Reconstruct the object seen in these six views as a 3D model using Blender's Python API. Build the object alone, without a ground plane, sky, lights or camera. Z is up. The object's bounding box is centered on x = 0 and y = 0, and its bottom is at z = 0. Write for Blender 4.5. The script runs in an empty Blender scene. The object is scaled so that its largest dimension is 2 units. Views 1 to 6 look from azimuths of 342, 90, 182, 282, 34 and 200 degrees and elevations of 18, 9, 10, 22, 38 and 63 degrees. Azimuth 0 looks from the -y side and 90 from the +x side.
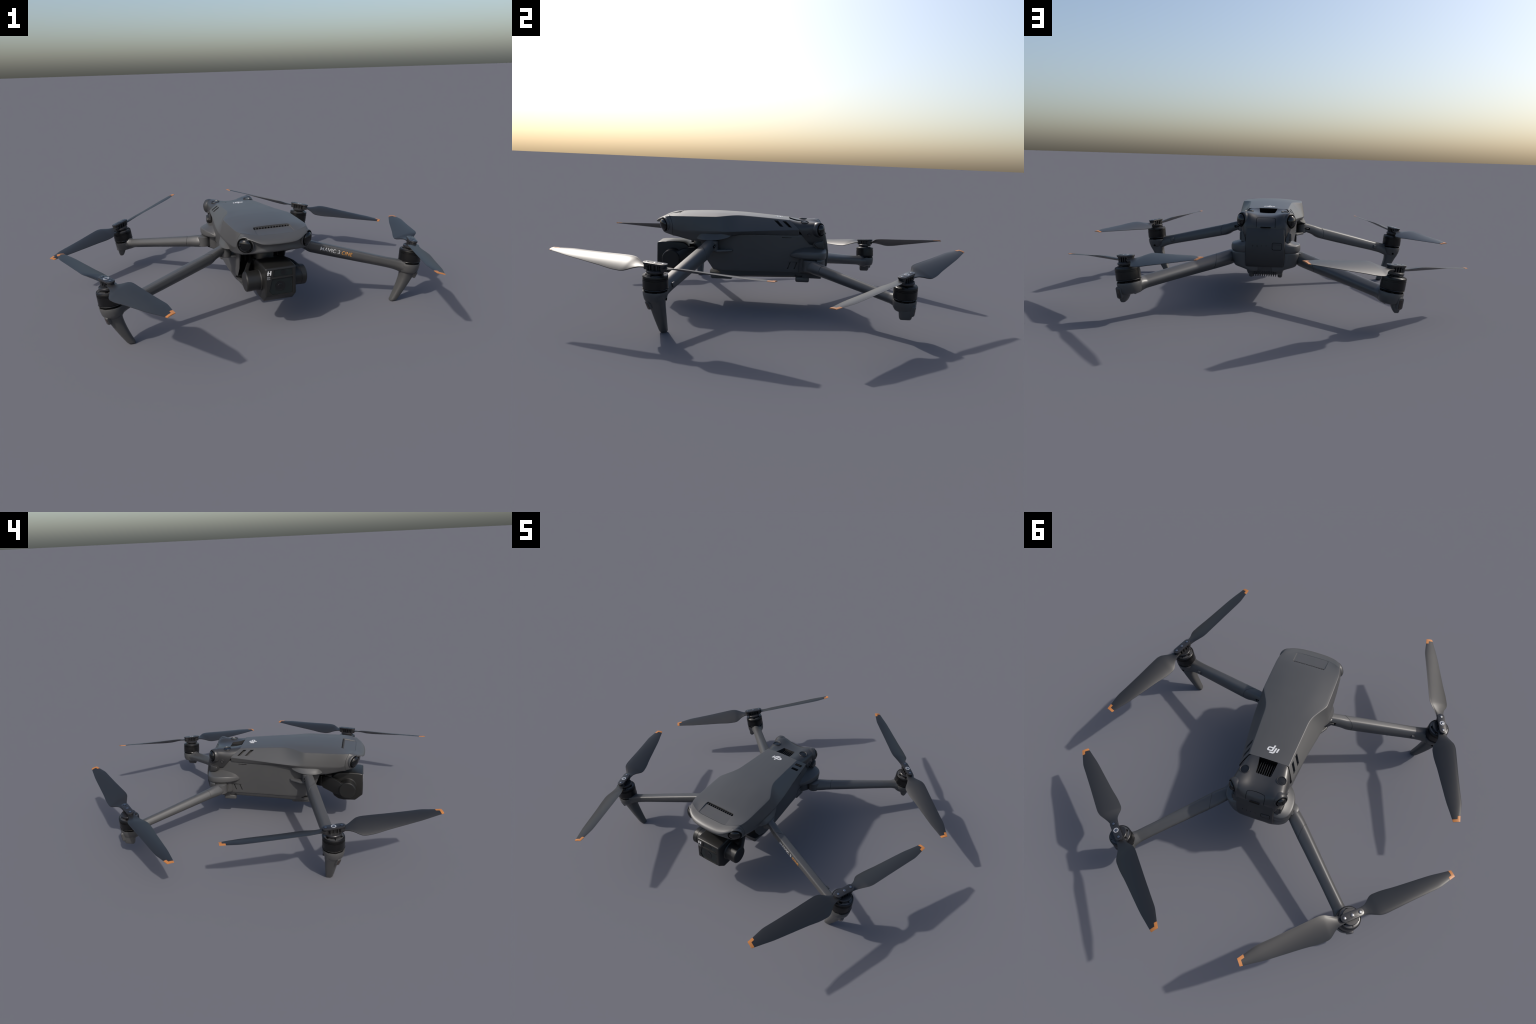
import bpy, bmesh, math, random
from mathutils import Vector, Matrix
from mathutils.bvhtree import BVHTree

random.seed(7)
COL = bpy.context.scene.collection

# ------------------------------------------------------------------ materials
def material(name, color, rough=0.5, metal=0.0, spec=0.5, coat=0.0, grain=0.0, vary=0.0, scale=220.0):
    m = bpy.data.materials.new(name)
    m.use_nodes = True
    nt = m.node_tree
    b = nt.nodes["Principled BSDF"]
    b.inputs["Base Color"].default_value = (*color, 1)
    b.inputs["Roughness"].default_value = rough
    b.inputs["Metallic"].default_value = metal
    b.inputs["Specular IOR Level"].default_value = spec
    b.inputs["Coat Weight"].default_value = coat
    tc = nt.nodes.new("ShaderNodeTexCoord")
    if vary > 0:
        n = nt.nodes.new("ShaderNodeTexNoise"); n.inputs["Scale"].default_value = 9.0
        n.inputs["Detail"].default_value = 3.0
        nt.links.new(tc.outputs["Object"], n.inputs["Vector"])
        r = nt.nodes.new("ShaderNodeValToRGB")
        r.color_ramp.elements[0].position = 0.3; r.color_ramp.elements[1].position = 0.7
        r.color_ramp.elements[0].color = (*[c * (1 - vary) for c in color], 1)
        r.color_ramp.elements[1].color = (*[c * (1 + vary) for c in color], 1)
        nt.links.new(n.outputs["Fac"], r.inputs["Fac"])
        nt.links.new(r.outputs["Color"], b.inputs["Base Color"])
    if grain > 0:
        n2 = nt.nodes.new("ShaderNodeTexNoise"); n2.inputs["Scale"].default_value = scale
        nt.links.new(tc.outputs["Object"], n2.inputs["Vector"])
        bp = nt.nodes.new("ShaderNodeBump"); bp.inputs["Strength"].default_value = grain
        bp.inputs["Distance"].default_value = 0.001
        nt.links.new(n2.outputs["Fac"], bp.inputs["Height"])
        nt.links.new(bp.outputs["Normal"], b.inputs["Normal"])
    return m

M = {
    "shell":   material("grey_plastic", (0.056, 0.0562, 0.0568), 0.40, grain=0.05, vary=0.03),
    "head":    material("dark_sensor_plastic", (0.028, 0.028, 0.029), 0.34, grain=0.03, vary=0.03),
    "battery": material("battery_plastic", (0.021, 0.021, 0.022), 0.48, grain=0.05, vary=0.03),
    "blade":   material("blade_plastic", (0.0125, 0.0128, 0.0138), 0.42, grain=0.02),
    "orange":  material("orange_tip_paint", (0.40, 0.150, 0.036), 0.45),
    "hub":     material("hub_dark_plastic", (0.016, 0.016, 0.0175), 0.32),
    "bell":    material("motor_black", (0.0052, 0.0052, 0.0056), 0.32, spec=0.35),
    "belltop": material("motor_top_metal", (0.07, 0.07, 0.072), 0.34, metal=0.4),
    "steel":   material("screw_steel", (0.24, 0.245, 0.26), 0.30, metal=1.0),
    "lip":     material("motor_lip_metal", (0.05, 0.05, 0.052), 0.25, metal=0.7),
    "camera":  material("camera_black", (0.0105, 0.0105, 0.0102), 0.40, spec=0.4, grain=0.03),
    "glass":   material("dark_lens_glass", (0.004, 0.0045, 0.005), 0.05),
    "window":  material("camera_window_glass", (0.0075, 0.0105, 0.0108), 0.12, spec=0.4),
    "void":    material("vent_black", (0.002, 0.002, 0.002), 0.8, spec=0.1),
    "fin":     material("vent_fin", (0.014, 0.014, 0.014), 0.4),
    "white":   material("white_print", (0.55, 0.55, 0.55), 0.5),
    "ring":    material("ring_print", (0.30, 0.31, 0.33), 0.4),
    "orangeprint": material("orange_print", (0.55, 0.24, 0.04), 0.5),
    "led":     material("led_window", (0.030, 0.022, 0.018), 0.2, coat=0.4),
}

# ------------------------------------------------------------------ helpers
def V(*a): return Vector(a)

def new_obj(name, verts, faces, mat, parent=None, angle=35, smooth=True):
    me = bpy.data.meshes.new(name)
    me.from_pydata([tuple(v) for v in verts], [], faces)
    bm = bmesh.new(); bm.from_mesh(me)
    bmesh.ops.recalc_face_normals(bm, faces=bm.faces)
    bm.to_mesh(me); bm.free()
    ob = bpy.data.objects.new(name, me)
    COL.objects.link(ob)
    me.materials.append(M[mat])
    if smooth:
        me.shade_smooth()
        if angle is not None:
            me.set_sharp_from_angle(angle=math.radians(angle))
    if parent: ob.parent = parent
    return ob

def apply_mods(ob, angle=None):
    dg = bpy.context.evaluated_depsgraph_get()
    me = bpy.data.meshes.new_from_object(ob.evaluated_get(dg))
    ob.modifiers.clear()
    ob.data = me
    me.shade_smooth()
    if angle is not None:
        me.set_sharp_from_angle(angle=math.radians(angle))
    return ob

def subsurf(ob, levels=3, angle=None):
    md = ob.modifiers.new("s", "SUBSURF"); md.levels = levels; md.render_levels = levels
    return apply_mods(ob, angle)

def bevel(ob, w, seg=3, ang=30, sharp=None):
    md = ob.modifiers.new("b", "BEVEL"); md.width = w; md.segments = seg
    md.limit_method = "ANGLE"; md.angle_limit = math.radians(ang)
    return apply_mods(ob, sharp if sharp is not None else 40)

def cut(ob, cutters, angle=35):
    for c in cutters:
        md = ob.modifiers.new("c", "BOOLEAN"); md.object = c; md.operation = "DIFFERENCE"; md.solver = "EXACT"
        apply_mods(ob, angle)
    for c in cutters:
        bpy.data.objects.remove(c)
    return ob

def mirrored(ob, name=None):
    o = ob.copy(); o.data = ob.data.copy()
    o.name = name or ob.name.split(".")[0]
    COL.objects.link(o)
    bm = bmesh.new(); bm.from_mesh(o.data)
    for v in bm.verts: v.co.x = -v.co.x
    bmesh.ops.reverse_faces(bm, faces=bm.faces)
    bm.to_mesh(o.data); bm.free()
    o.parent = ob.parent
    return o

def join(name, obs, parent=None, kind=None):
    verts, faces, mats, midx, sm = [], [], [], [], []
    sharp = []
    for o in obs:
        off = len(verts)
        mw = o.matrix_world if o.parent is None else o.matrix_basis
        verts += [mw @ v.co for v in o.data.vertices]
        for p in o.data.polygons:
            faces.append([off + i for i in p.vertices])
            mt = o.data.materials[p.material_index]
            if mt not in mats: mats.append(mt)
            midx.append(mats.index(mt))
    me = bpy.data.meshes.new(name)
    me.from_pydata([tuple(v) for v in verts], [], faces)
    for m in mats: me.materials.append(m)
    me.polygons.foreach_set("material_index", midx)
    me.shade_smooth(); me.set_sharp_from_angle(angle=math.radians(35))
    for o in obs: bpy.data.objects.remove(o)
    ob = bpy.data.objects.new(name, me); COL.objects.link(ob)
    if parent: ob.parent = parent
    if kind: ob["kind"] = kind
    return ob

def loft(name, rings, mat, parent=None, caps=True, angle=35, closed=True):
    n = len(rings[0]); verts = [p for r in rings for p in r]; faces = []
    for i in range(len(rings) - 1):
        for j in range(n if closed else n - 1):
            k = (j + 1) % n
            faces.append((i*n + j, i*n + k, (i+1)*n + k, (i+1)*n + j))
    if caps:
        faces.append(tuple(range(n))[::-1])
        faces.append(tuple((len(rings)-1)*n + j for j in range(n)))
    return new_obj(name, verts, faces, mat, parent, angle)

def half_ring(half):
    return [tuple(p) for p in half] + [(-p[0], p[1], p[2]) for p in reversed(half[1:-1])]

def cage(name, halves, mat, creases, end_crease=(1.0, 1.0), station_crease=None, parent=None, levels=3, angle=None):
    """Symmetric lofted control cage, subdivided; creases = {label index: weight}."""
    rings = [half_ring(h) for h in halves]
    n = len(rings[0]); L = len(halves[0])
    ob = loft(name, rings, mat, parent, caps=True)
    me = ob.data
    at = me.attributes.new("crease_edge", "FLOAT", "EDGE")
    ns = len(rings)
    def lab(v):
        j = v % n
        return j if j < L else 2*(L-1) - j
    for e in me.edges:
        a, b = e.vertices
        if a // n == b // n:
            s = a // n; w = 0.0
            if s == 0: w = end_crease[0]
            elif s == ns - 1: w = end_crease[1]
            elif station_crease and s in station_crease: w = station_crease[s]
        else:
            w = creases.get(lab(a), 0.0)
        at.data[e.index].value = w
    return subsurf(ob, levels, angle)

def box(name, c, size, mat, parent=None, bev=0.0, rot=None, seg=3):
    sx, sy, sz = [s / 2 for s in size]
    v = [Vector((x*sx, y*sy, z*sz)) for x in (-1, 1) for y in (-1, 1) for z in (-1, 1)]
    if rot is not None: v = [rot @ p for p in v]
    v = [p + Vector(c) for p in v]
    f = [(0,1,3,2),(4,6,7,5),(0,4,5,1),(2,3,7,6),(0,2,6,4),(1,5,7,3)]
    ob = new_obj(name, v, f, mat, parent)
    if bev: bevel(ob, bev, seg)
    return ob

def frame(axis, ref=(0, 0, 1)):
    z = Vector(axis).normalized(); x = Vector(ref) - Vector(ref).dot(z) * z
    if x.length < 1e-4: x = V(0, 1, 0) - V(0, 1, 0).dot(z) * z
    x.normalize(); y = z.cross(x)
    return Matrix((x, y, z)).transposed()      # columns x, y, z

def lathe(name, profile, origin, axis, mat, parent=None, seg=64, angle=35, ref=(1, 0, 0), sx=1.0, sy=1.0):
    """profile: list of (radius, height along axis)."""
    R = frame(axis, ref); o = Vector(origin); rings = []
    for r, h in profile:
        r = max(r, 1e-5)
        rings.append([o + R @ Vector((r*sx*math.cos(2*math.pi*i/seg), r*sy*math.sin(2*math.pi*i/seg), h)) for i in range(seg)])
    return loft(name, rings, mat, parent, caps=True, angle=angle)

def prism(name, outline, h0, h1, R, o, mat, parent=None, bev=0.0, seg=2):
    """outline: 2D polygon in frame R (columns), extruded h0..h1 along R z."""
    o = Vector(o); n = len(outline)
    rings = [[o + R @ Vector((x, y, h)) for x, y in outline] for h in (h0, h1)]
    ob = loft(name, rings, mat, parent)
    if bev: bevel(ob, bev, seg)
    return ob

def stadium(half, r, seg=16):
    pts = []
    for i in range(seg + 1):
        a = -math.pi/2 + math.pi*i/seg; pts.append((half + r*math.cos(a), r*math.sin(a)))
    for i in range(seg + 1):
        a = math.pi/2 + math.pi*i/seg; pts.append((-half + r*math.cos(a), r*math.sin(a)))
    return pts

def rrect(w, h, r, seg=6):
    pts = []
    for cx, cy, a0 in ((w/2-r, h/2-r, 0), (-w/2+r, h/2-r, 90), (-w/2+r, -h/2+r, 180), (w/2-r, -h/2+r, 270)):
        for i in range(seg + 1):
            a = math.radians(a0 + 90*i/seg); pts.append((cx + r*math.cos(a), cy + r*math.sin(a)))
    return pts

def interp(tab, x):
    if x <= tab[0][0]: return tab[0][1]
    for (a, u), (b, v) in zip(tab, tab[1:]):
        if x <= b: return u + (v - u) * (x - a) / (b - a)
    return tab[-1][1]

def sinterp(tab, x):
    """Catmull-Rom style smooth table lookup."""
    if x <= tab[0][0]: return tab[0][1]
    if x >= tab[-1][0]: return tab[-1][1]
    n = len(tab)
    for i in range(n - 1):
        x0, y0 = tab[i]; x1, y1 = tab[i+1]
        if x <= x1:
            d = (y1 - y0) / (x1 - x0)
            dl = (y0 - tab[i-1][1]) / (x0 - tab[i-1][0]) if i > 0 else d
            dr = (tab[i+2][1] - y1) / (tab[i+2][0] - x1) if i + 2 < n else d
            m0 = 0 if dl*d <= 0 else 2*dl*d/(dl+d); m1 = 0 if dr*d <= 0 else 2*dr*d/(dr+d)
            t = (x - x0) / (x1 - x0); hh = x1 - x0
            return (2*t**3-3*t**2+1)*y0 + (t**3-2*t**2+t)*hh*m0 + (-2*t**3+3*t**2)*y1 + (t**3-t**2)*hh*m1

def text_mesh(name, body, width, R, o, mat, parent=None, target=None, shear=0.0, bold=0.0, depth=0.0012, height=None):
    """Lettering: text outlines laid in frame R at o (left end of baseline), width fitted, projected on target."""
    cu = bpy.data.curves.new(name, "FONT"); cu.body = body; cu.shear = shear; cu.offset = bold; cu.resolution_u = 4
    t = bpy.data.objects.new(name, cu); COL.objects.link(t)
    dg = bpy.context.evaluated_depsgraph_get()
    me = bpy.data.meshes.new_from_object(t.evaluated_get(dg))
    bpy.data.objects.remove(t)
    xs = [v.co.x for v in me.vertices]; ys = [v.co.y for v in me.vertices]
    k = width / (max(xs) - min(xs)); ky = k if height is None else height / (max(ys) - min(ys))
    bm = bmesh.new(); bm.from_mesh(me)
    bmesh.ops.remove_doubles(bm, verts=bm.verts, dist=1e-5)
    o = Vector(o); nz = R.col[2]
    if target is not None:
        bvh = BVHTree.FromObject(target, bpy.context.evaluated_depsgraph_get())
    for v in bm.verts:
        p = o + R @ Vector(((v.co.x - min(xs)) * k, (v.co.y - min(ys)) * ky, 0))
        if target is not None:
            hit = bvh.ray_cast(p + nz * 0.05, -nz)
            if hit[0] is not None: p = hit[0] + nz * 0.0004
        v.co = p
    res = bmesh.ops.extrude_face_region(bm, geom=bm.faces[:])
    for g in res["geom"]:
        if isinstance(g, bmesh.types.BMVert): g.co += nz * depth * 0.5
    bmesh.ops.recalc_face_normals(bm, faces=bm.faces)
    me2 = bpy.data.meshes.new(name); bm.to_mesh(me2); bm.free()
    me2.materials.append(M[mat])
    ob = bpy.data.objects.new(name, me2); COL.objects.link(ob)
    if parent: ob.parent = parent
    return ob


# ------------------------------------------------------------------ root
root = bpy.data.objects.new("quadcopter_drone", None)
COL.objects.link(root)
root["label"] = "dark grey folding camera drone with four orange-tipped propellers"
root["category"] = "drone"

# ------------------------------------------------------------------ upper shell
def sh(y, zt, zt1, ex, ez, cx, cz, ux, uz, bz, ey=None, cy=None, uy=None):
    ey = y if ey is None else ey; cy = y if cy is None else cy; uy = cy if uy is None else uy
    top = lambda f: (ex*f, y, zt + (zt1 - zt) * (f/.58)**2) if f <= .58 else (ex*f, y + (ey-y)*(f-.58)/.42, zt1 + (ez - zt1)*((f-.58)/.42)**1.5)
    return [(0, y, zt), top(.32), top(.58), top(.93), (ex, ey, ez),
            ((ex + cx)/2 + 0.002, (ey+cy)/2, (ez + cz)/2 + 0.001), (cx, cy, cz), (ux, uy, uz), (0, y, bz)]
SEAM = [(0, -.5640, .4572), (.050, -.5640, .4572), (.088, -.5630, .4576), (.136, -.5440, .4675), (.1560, -.5300, .4680), (.1710, -.5130, .438), (.1725, -.5080, .400), (.152, -.5150, .362), (0, -.5280, .383)]
shell_st = [
    sh(.098, .4698, .4692, .1000, .4660, .1350, .4200, .124, .388, .388, ey=.098, cy=.150),
    sh(.050, .4732, .4724, .1025, .4695, .1440, .4165, .132, .386, .386, ey=.050, cy=.082),
    sh(-.05, .4800, .4789, .1080, .4760, .1620, .4095, .146, .385, .385),
    sh(-.13, .4850, .4836, .1125, .4805, .1745, .4040, .153, .383, .383),
    sh(-.187, .4880, .4866, .1150, .4832, .1815, .4010, .157, .379, .379),
    sh(-.272, .4895, .4865, .1690, .4738, .1870, .3975, .165, .352, .350),
    sh(-.290, .4895, .4860, .1697, .4732, .1870, .3970, .167, .345, .345),
    sh(-.360, .4878, .4840, .1697, .4715, .1845, .3940, .164, .334, .344),
    sh(-.440, .4835, .4800, .1690, .4700, .1790, .3915, .158, .345, .358),
    sh(-.495, .4790, .4765, .1680, .4690, .1745, .3900, .153, .358, .374, ey=-.495, cy=-.480),
    SEAM,
]
shell_st.insert(0, [(x*.85, .060, .43 + (z - .43)*.6) for x, y, z in shell_st[0]])      # rear opening turned inwards
upper = cage("upper_shell", shell_st, "shell", {3: .35, 4: .85, 6: .7, 7: .5}, (1, 1), station_crease={1: 1.0}, parent=root, levels=3, angle=50)

# intake recess ramp on the front of the shell
def wedge(name, pts_yz, hx, hx2=None, bev=0.006):
    hx2 = hx if hx2 is None else hx2
    r0 = [(-hx, y, z) for y, z in pts_yz]; r1 = [(hx, y, z) for y, z in pts_yz]
    ob = loft(name, [r0, r1], "shell")
    if bev: bevel(ob, bev, 3)
    return ob
ramp = wedge("cutter", [(-.4945, .4685), (-.5640, .4568), (-.600, .4505), (-.600, .53), (-.4945, .53)], .088, bev=.003)
slot = box("cutter", (0, -.4925, .4735), (.172, .014, .0165), "shell", bev=.0062)
side_slots = []
for (y0, y1) in ((.027, .063), (.071, .108)):
    for sgn in (1, -1):
        # slanted parallelogram slots on the sloping side facet
        tx, tz = .1000, .4530; bx, bz = .1225, .4240
        w = .020
        poly = [V(sgn*tx, y0-.012, tz), V(sgn*tx, y0-.012+w, tz), V(sgn*bx, y1-.0+.004, bz), V(sgn*bx, y1-w+.004, bz)]
        nrm = V(sgn*.79, 0, .61)
        side_slots.append(loft("cutter", [[p + nrm*.03 for p in poly], [p - nrm*.010 for p in poly]], "shell"))
cut(upper, [ramp, slot] + side_slots, angle=30)
# dark liners + slats
def liner(name, parent): pass
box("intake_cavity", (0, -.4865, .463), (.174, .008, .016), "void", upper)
for i in range(12):
    x = -.0743 + .1486 * i / 11
    box("intake_slat", (x, -.4935, .4655), (.0046, .010, .0155), "head", upper, bev=.0015, seg=2)  # lighter plastic than the other fins, to bake in highlights on the teeth
for sgn in (1, -1):
    for (y0, y1) in ((.027, .063), (.071, .108)):
        tx, tz = .1000, .4530; bx, bz = .1225, .4240; w = .020
        poly = [V(sgn*tx, y0-.011, tz), V(sgn*tx, y0-.013+w, tz), V(sgn*bx, y1+.003, bz), V(sgn*bx, y1-w+.005, bz)]
        nrm = V(sgn*.79, 0, .61)
        loft("side_vent", [[p - nrm*.0065 for p in poly], [p - nrm*.012 for p in poly]], "battery", upper)

# maker's lettering on the top
Rl = Matrix((V(-1, 0, 0), V(0, -.996, .075), V(0, .075, .996))).transposed()
def flat_mark(name, polys, R, o, mat, parent, target, k, shear=0.0):
    """Printed mark: flat polygons laid on the target's surface."""
    bvh = BVHTree.FromObject(target, bpy.context.evaluated_depsgraph_get())
    o = Vector(o); nz = R.col[2]; verts, faces = [], []
    for poly in polys:
        base = len(verts); m = len(poly)
        for d in (.0002, .0010):
            for x, y in poly:
                p = o + R @ V((x + shear*y)*k, y*k, 0)
                h = bvh.ray_cast(p + nz*.05, -nz)
                if h[0] is not None: p = h[0]
                verts.append(p + nz*d)
        faces.append(tuple(base + m + i for i in range(m)))
        faces += [(base + i, base + (i+1) % m, base + m + (i+1) % m, base + m + i) for i in range(m)]
    return new_obj(name, verts, faces, mat, parent, smooth=False)
def bar(x0, y0, x1, y1): return [(x0, y0), (x1, y0), (x1, y1), (x0, y1)]
letters = [bar(0, .14, .21, .50), [(.0, .50), (.21, .50), (.21, .46), (.66, .46), (.66, .64), (.16, .64)], [(0, .14), (.16, 0), (.66, 0), (.66, .18), (.21, .18), (.21, .14)], bar(.66, 0, .88, 1.0),
           bar(1.02, -.10, 1.24, .64), [(.52, -.30), (1.08, -.30), (1.24, -.14), (1.24, -.10), (.56, -.10)], bar(1.38, 0, 1.60, .64)]
flat_mark("top_lettering", letters, Rl, (.0295, .0530, .480), "white", upper, upper, .0345, shear=.22)

# ------------------------------------------------------------------ nose cap
nose_st = [
    [(x, y - .0014, z) for x, y, z in SEAM],
    [(0, -.5800, .4525), (.050, -.5800, .4525), (.088, -.5785, .4530), (.134, -.5560, .4640), (.1560, -.5420, .4655), (.1700, -.5270, .436), (.1700, -.5230, .398), (.150, -.5300, .366), (0, -.545, .381)],
    [(0, -.6050, .4435), (.050, -.6040, .4435), (.089, -.6010, .4440), (.126, -.5780, .4570), (.1500, -.5600, .4600), (.1650, -.5450, .432), (.1620, -.5400, .394), (.143, -.5450, .370), (0, -.570, .383)],
    [(0, -.6185, .4330), (.050, -.6165, .4330), (.090, -.6115, .4335), (.122, -.5920, .4480), (.1430, -.5750, .4530), (.1580, -.5610, .428), (.1540, -.5550, .394), (.135, -.5600, .375), (0, -.590, .379)],
    [(0, -.6205, .4200), (.050, -.6185, .4200), (.088, -.6130, .4210), (.116, -.5960, .4380), (.1340, -.5830, .4440), (.1470, -.5710, .425), (.1430, -.5660, .398), (.127, -.5720, .384), (0, -.6130, .3930)],
]
nose = cage("nose_cap", nose_st, "shell", {4: .4, 6: .2, 7: .4}, (1, .0), parent=root, levels=3, angle=50)

def sensor_lens(name, c, n, r, parent, dome=.55, squeeze=1.0):
    """Fisheye sensor: black bezel with a glass dome (squeeze < 1 makes it narrower than tall)."""
    n = Vector(n).normalized(); c = Vector(c)
    prof = [(r*1.0, -.030), (r*1.06, -.004), (r*1.06, .0015), (r*1.0, .003), (r*.93, .002), (r*.92, -.003), (r*.5, -.004), (0, -.004)]
    bez = lathe(name, prof, c, n, "void", parent, seg=48, ref=(0, 0, 1), sy=squeeze)
    g = [(r*.90, -.003)] + [(r*.90*math.cos(a), -.002 + r*dome*math.sin(a)) for a in [math.pi/2*i/10 for i in range(11)]]
    lathe("sensor_glass", g, c, n, "glass", bez, seg=48, angle=60, ref=(0, 0, 1), sy=squeeze)
    return bez

for s in (1, -1):
    n = V(s*.60, -.78, -.18).normalized(); c = V(s*.1465, -.5610, .4195)
    lathe("sensor_pod", [(.030, -.030), (.0385, -.020), (.0402, -.010), (.0395, -.003), (.0375, -.0005), (.030, -.0005)], c, n, "shell", nose, seg=56, angle=60)
    sensor_lens("front_sensor", c, n, .0345, nose)

# ------------------------------------------------------------------ lower body
def lb(yt, ym, yb, w1, w2, w3, w4, zb, zs=.186, ztop=.402):
    return [(0, yt, ztop), (w1*.9, yt, ztop), (w1, yt, ztop - .012), (w2, ym, .295), (w3, yb, zs), (w3 - .0045, yb, zs-.003), (w4, yb, zb+.012), (w4*.82, yb, zb), (0, yb, zb)]
lower_st = [
    lb(.290, .300, .268, .0900, .0980, .088, .078, .160, zs=.190),
    lb(.240, .250, .240, .1030, .1050, .098, .086, .156),
    lb(.150, .150, .150, .1205, .1170, .1040, .090, .153),
    lb(.050, .050, .050, .1310, .1250, .1090, .096, .150),
    lb(-.08, -.08, -.08, .1470, .1360, .1200, .106, .149),
    lb(-.20, -.19, -.19, .1510, .1400, .1300, .112, .146),
    lb(-.30, -.28, -.25, .1340, .1300, .1230, .108, .137),
    lb(-.365, -.335, -.298, .1270, .1230, .1140, .102, .138),
    lb(-.390, -.355, -.317, .1235, .1190, .1080, .096, .146),
]
lower = cage("lower_body", lower_st, "shell", {2: .5, 4: .8, 5: .8, 6: .6, 7: .6}, (.6, 1), parent=root, levels=3, angle=45)
bay = box("cutter", (0, -.36, .275), (.226, .21, .215), "shell")
low_slots = []
for s in (1, -1):
    for y in (.1045, .1400):
        low_slots.append(box("cutter", (s*.116, y, .224), (.05, .0055, .040), "shell", rot=Matrix.Rotation(-.32, 3, "X")))
    low_slots.append(box("cutter", (s*.133, .085, .3755), (.03, .050, .0045), "shell"))
cut(lower, [bay] + low_slots, angle=35)
# gimbal bay interior
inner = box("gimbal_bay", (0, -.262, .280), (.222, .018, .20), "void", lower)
for i in range(9):
    x = -.096 + .024*i
    box("bay_rib", (x, -.285, .315), (.006, .035, .11), "camera", lower)
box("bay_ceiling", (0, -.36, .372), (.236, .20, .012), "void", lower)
for s in (1, -1):
    for y, z, x in ((-.080, .386, .1435), (.145, .168, .093)):
        lathe("screw", [(.0, .001), (.006, .001), (.0065, .0), (.0065, -.01)][::-1], (s*x, y, z), (s, 0, -.2), "fin", lower, seg=20)
    # faint recessed frame around the lower side vents
    for y in (.1075, .143):
        box("vent_lip", (s*.1110, y - .017, .2435), (.006, .030, .0025), "fin", lower)
# belly pads, cooling fins, down sensors
for s in (1, -1):
    box("belly_pad", (s*.073, .182, .143), (.024, .075, .030), "shell", lower, bev=.009)
box("belly_bulge", (0, -.256, .147), (.190, .120, .034), "shell", lower, bev=.012, seg=4)
for i in range(11):
    x = -.055 + .011*i
    box("cooling_fin", (x, .245, .160), (.0045, .080, .026), "fin", lower, bev=.0015, seg=1)
box("cooling_fin_base", (0, .225, .163), (.116, .085, .020), "fin", lower, bev=.003)
for x, y in ((0, .06), (0, -.12)):
    lathe("downward_sensor", [(.020, .02), (.021, -.004), (.017, -.005), (.015, -.002), (0, -.003)], (x, y, .150), (0, 0, 1), "glass", lower, seg=32)

# ------------------------------------------------------------------ front hinge covers and shelves
def blob(name, c, size, mat, parent, rot=None, p=.55, levels=3):
    """Soft box: subdivided cube."""
    ob = box(name, (0, 0, 0), size, mat, parent)
    at = ob.data.attributes.new("crease_edge", "FLOAT", "EDGE")
    for d in at.data: d.value = p
    if rot is not None:
        for v in ob.data.vertices: v.co = rot @ v.co
    for v in ob.data.vertices: v.co += Vector(c)
    return subsurf(ob, levels, 60)

FA = V(.35, -.1195, -.0904).normalized()          # front arm direction
FP0 = V(.30, -.3441, .2920)
RA = V(.25, .2525, -.0487).normalized()
RP0 = V(.25, .3002, .2162)

def hinge_cover():
    st = []
    for (y, x1, z2) in ((-.392, .166, .352), (-.372, .182, .350), (-.348, .197, .349), (-.300, .199, .350), (-.262, .192, .353), (-.225, .176, .362), (-.200, .160, .374)):
        st.append([(.140, y, .400), (.178, y, .396), (.181 if x1 > .185 else x1 - .004, y, .382), (x1 - .003, y, z2 + .012), (x1, y, z2 + .003), (.140, y, z2)])
    ob = loft("arm_hinge_cover", st, "shell", upper)
    at = ob.data.attributes.new("crease_edge", "FLOAT", "EDGE")
    n = 6
    for e in ob.data.edges:
        a, b = e.vertices
        if a // n != b // n and a % n in (4, 5): at.data[e.index].value = .6
    return subsurf(ob, 3, 50)
c1 = hinge_cover(); c2 = mirrored(c1)
def shelf():
    pl = [(.120, -.185), (.150, -.200), (.186, -.262), (.188, -.285), (.170, -.315), (.120, -.330)]
    st = [[(x, y, .2905) for x, y in pl], [(x - .002, y + .001, .303) for x, y in pl]]
    ob = loft("arm_rest_shelf", st, "shell", lower); bevel(ob, .004, 3)
    return ob
mirrored(shelf())

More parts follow.
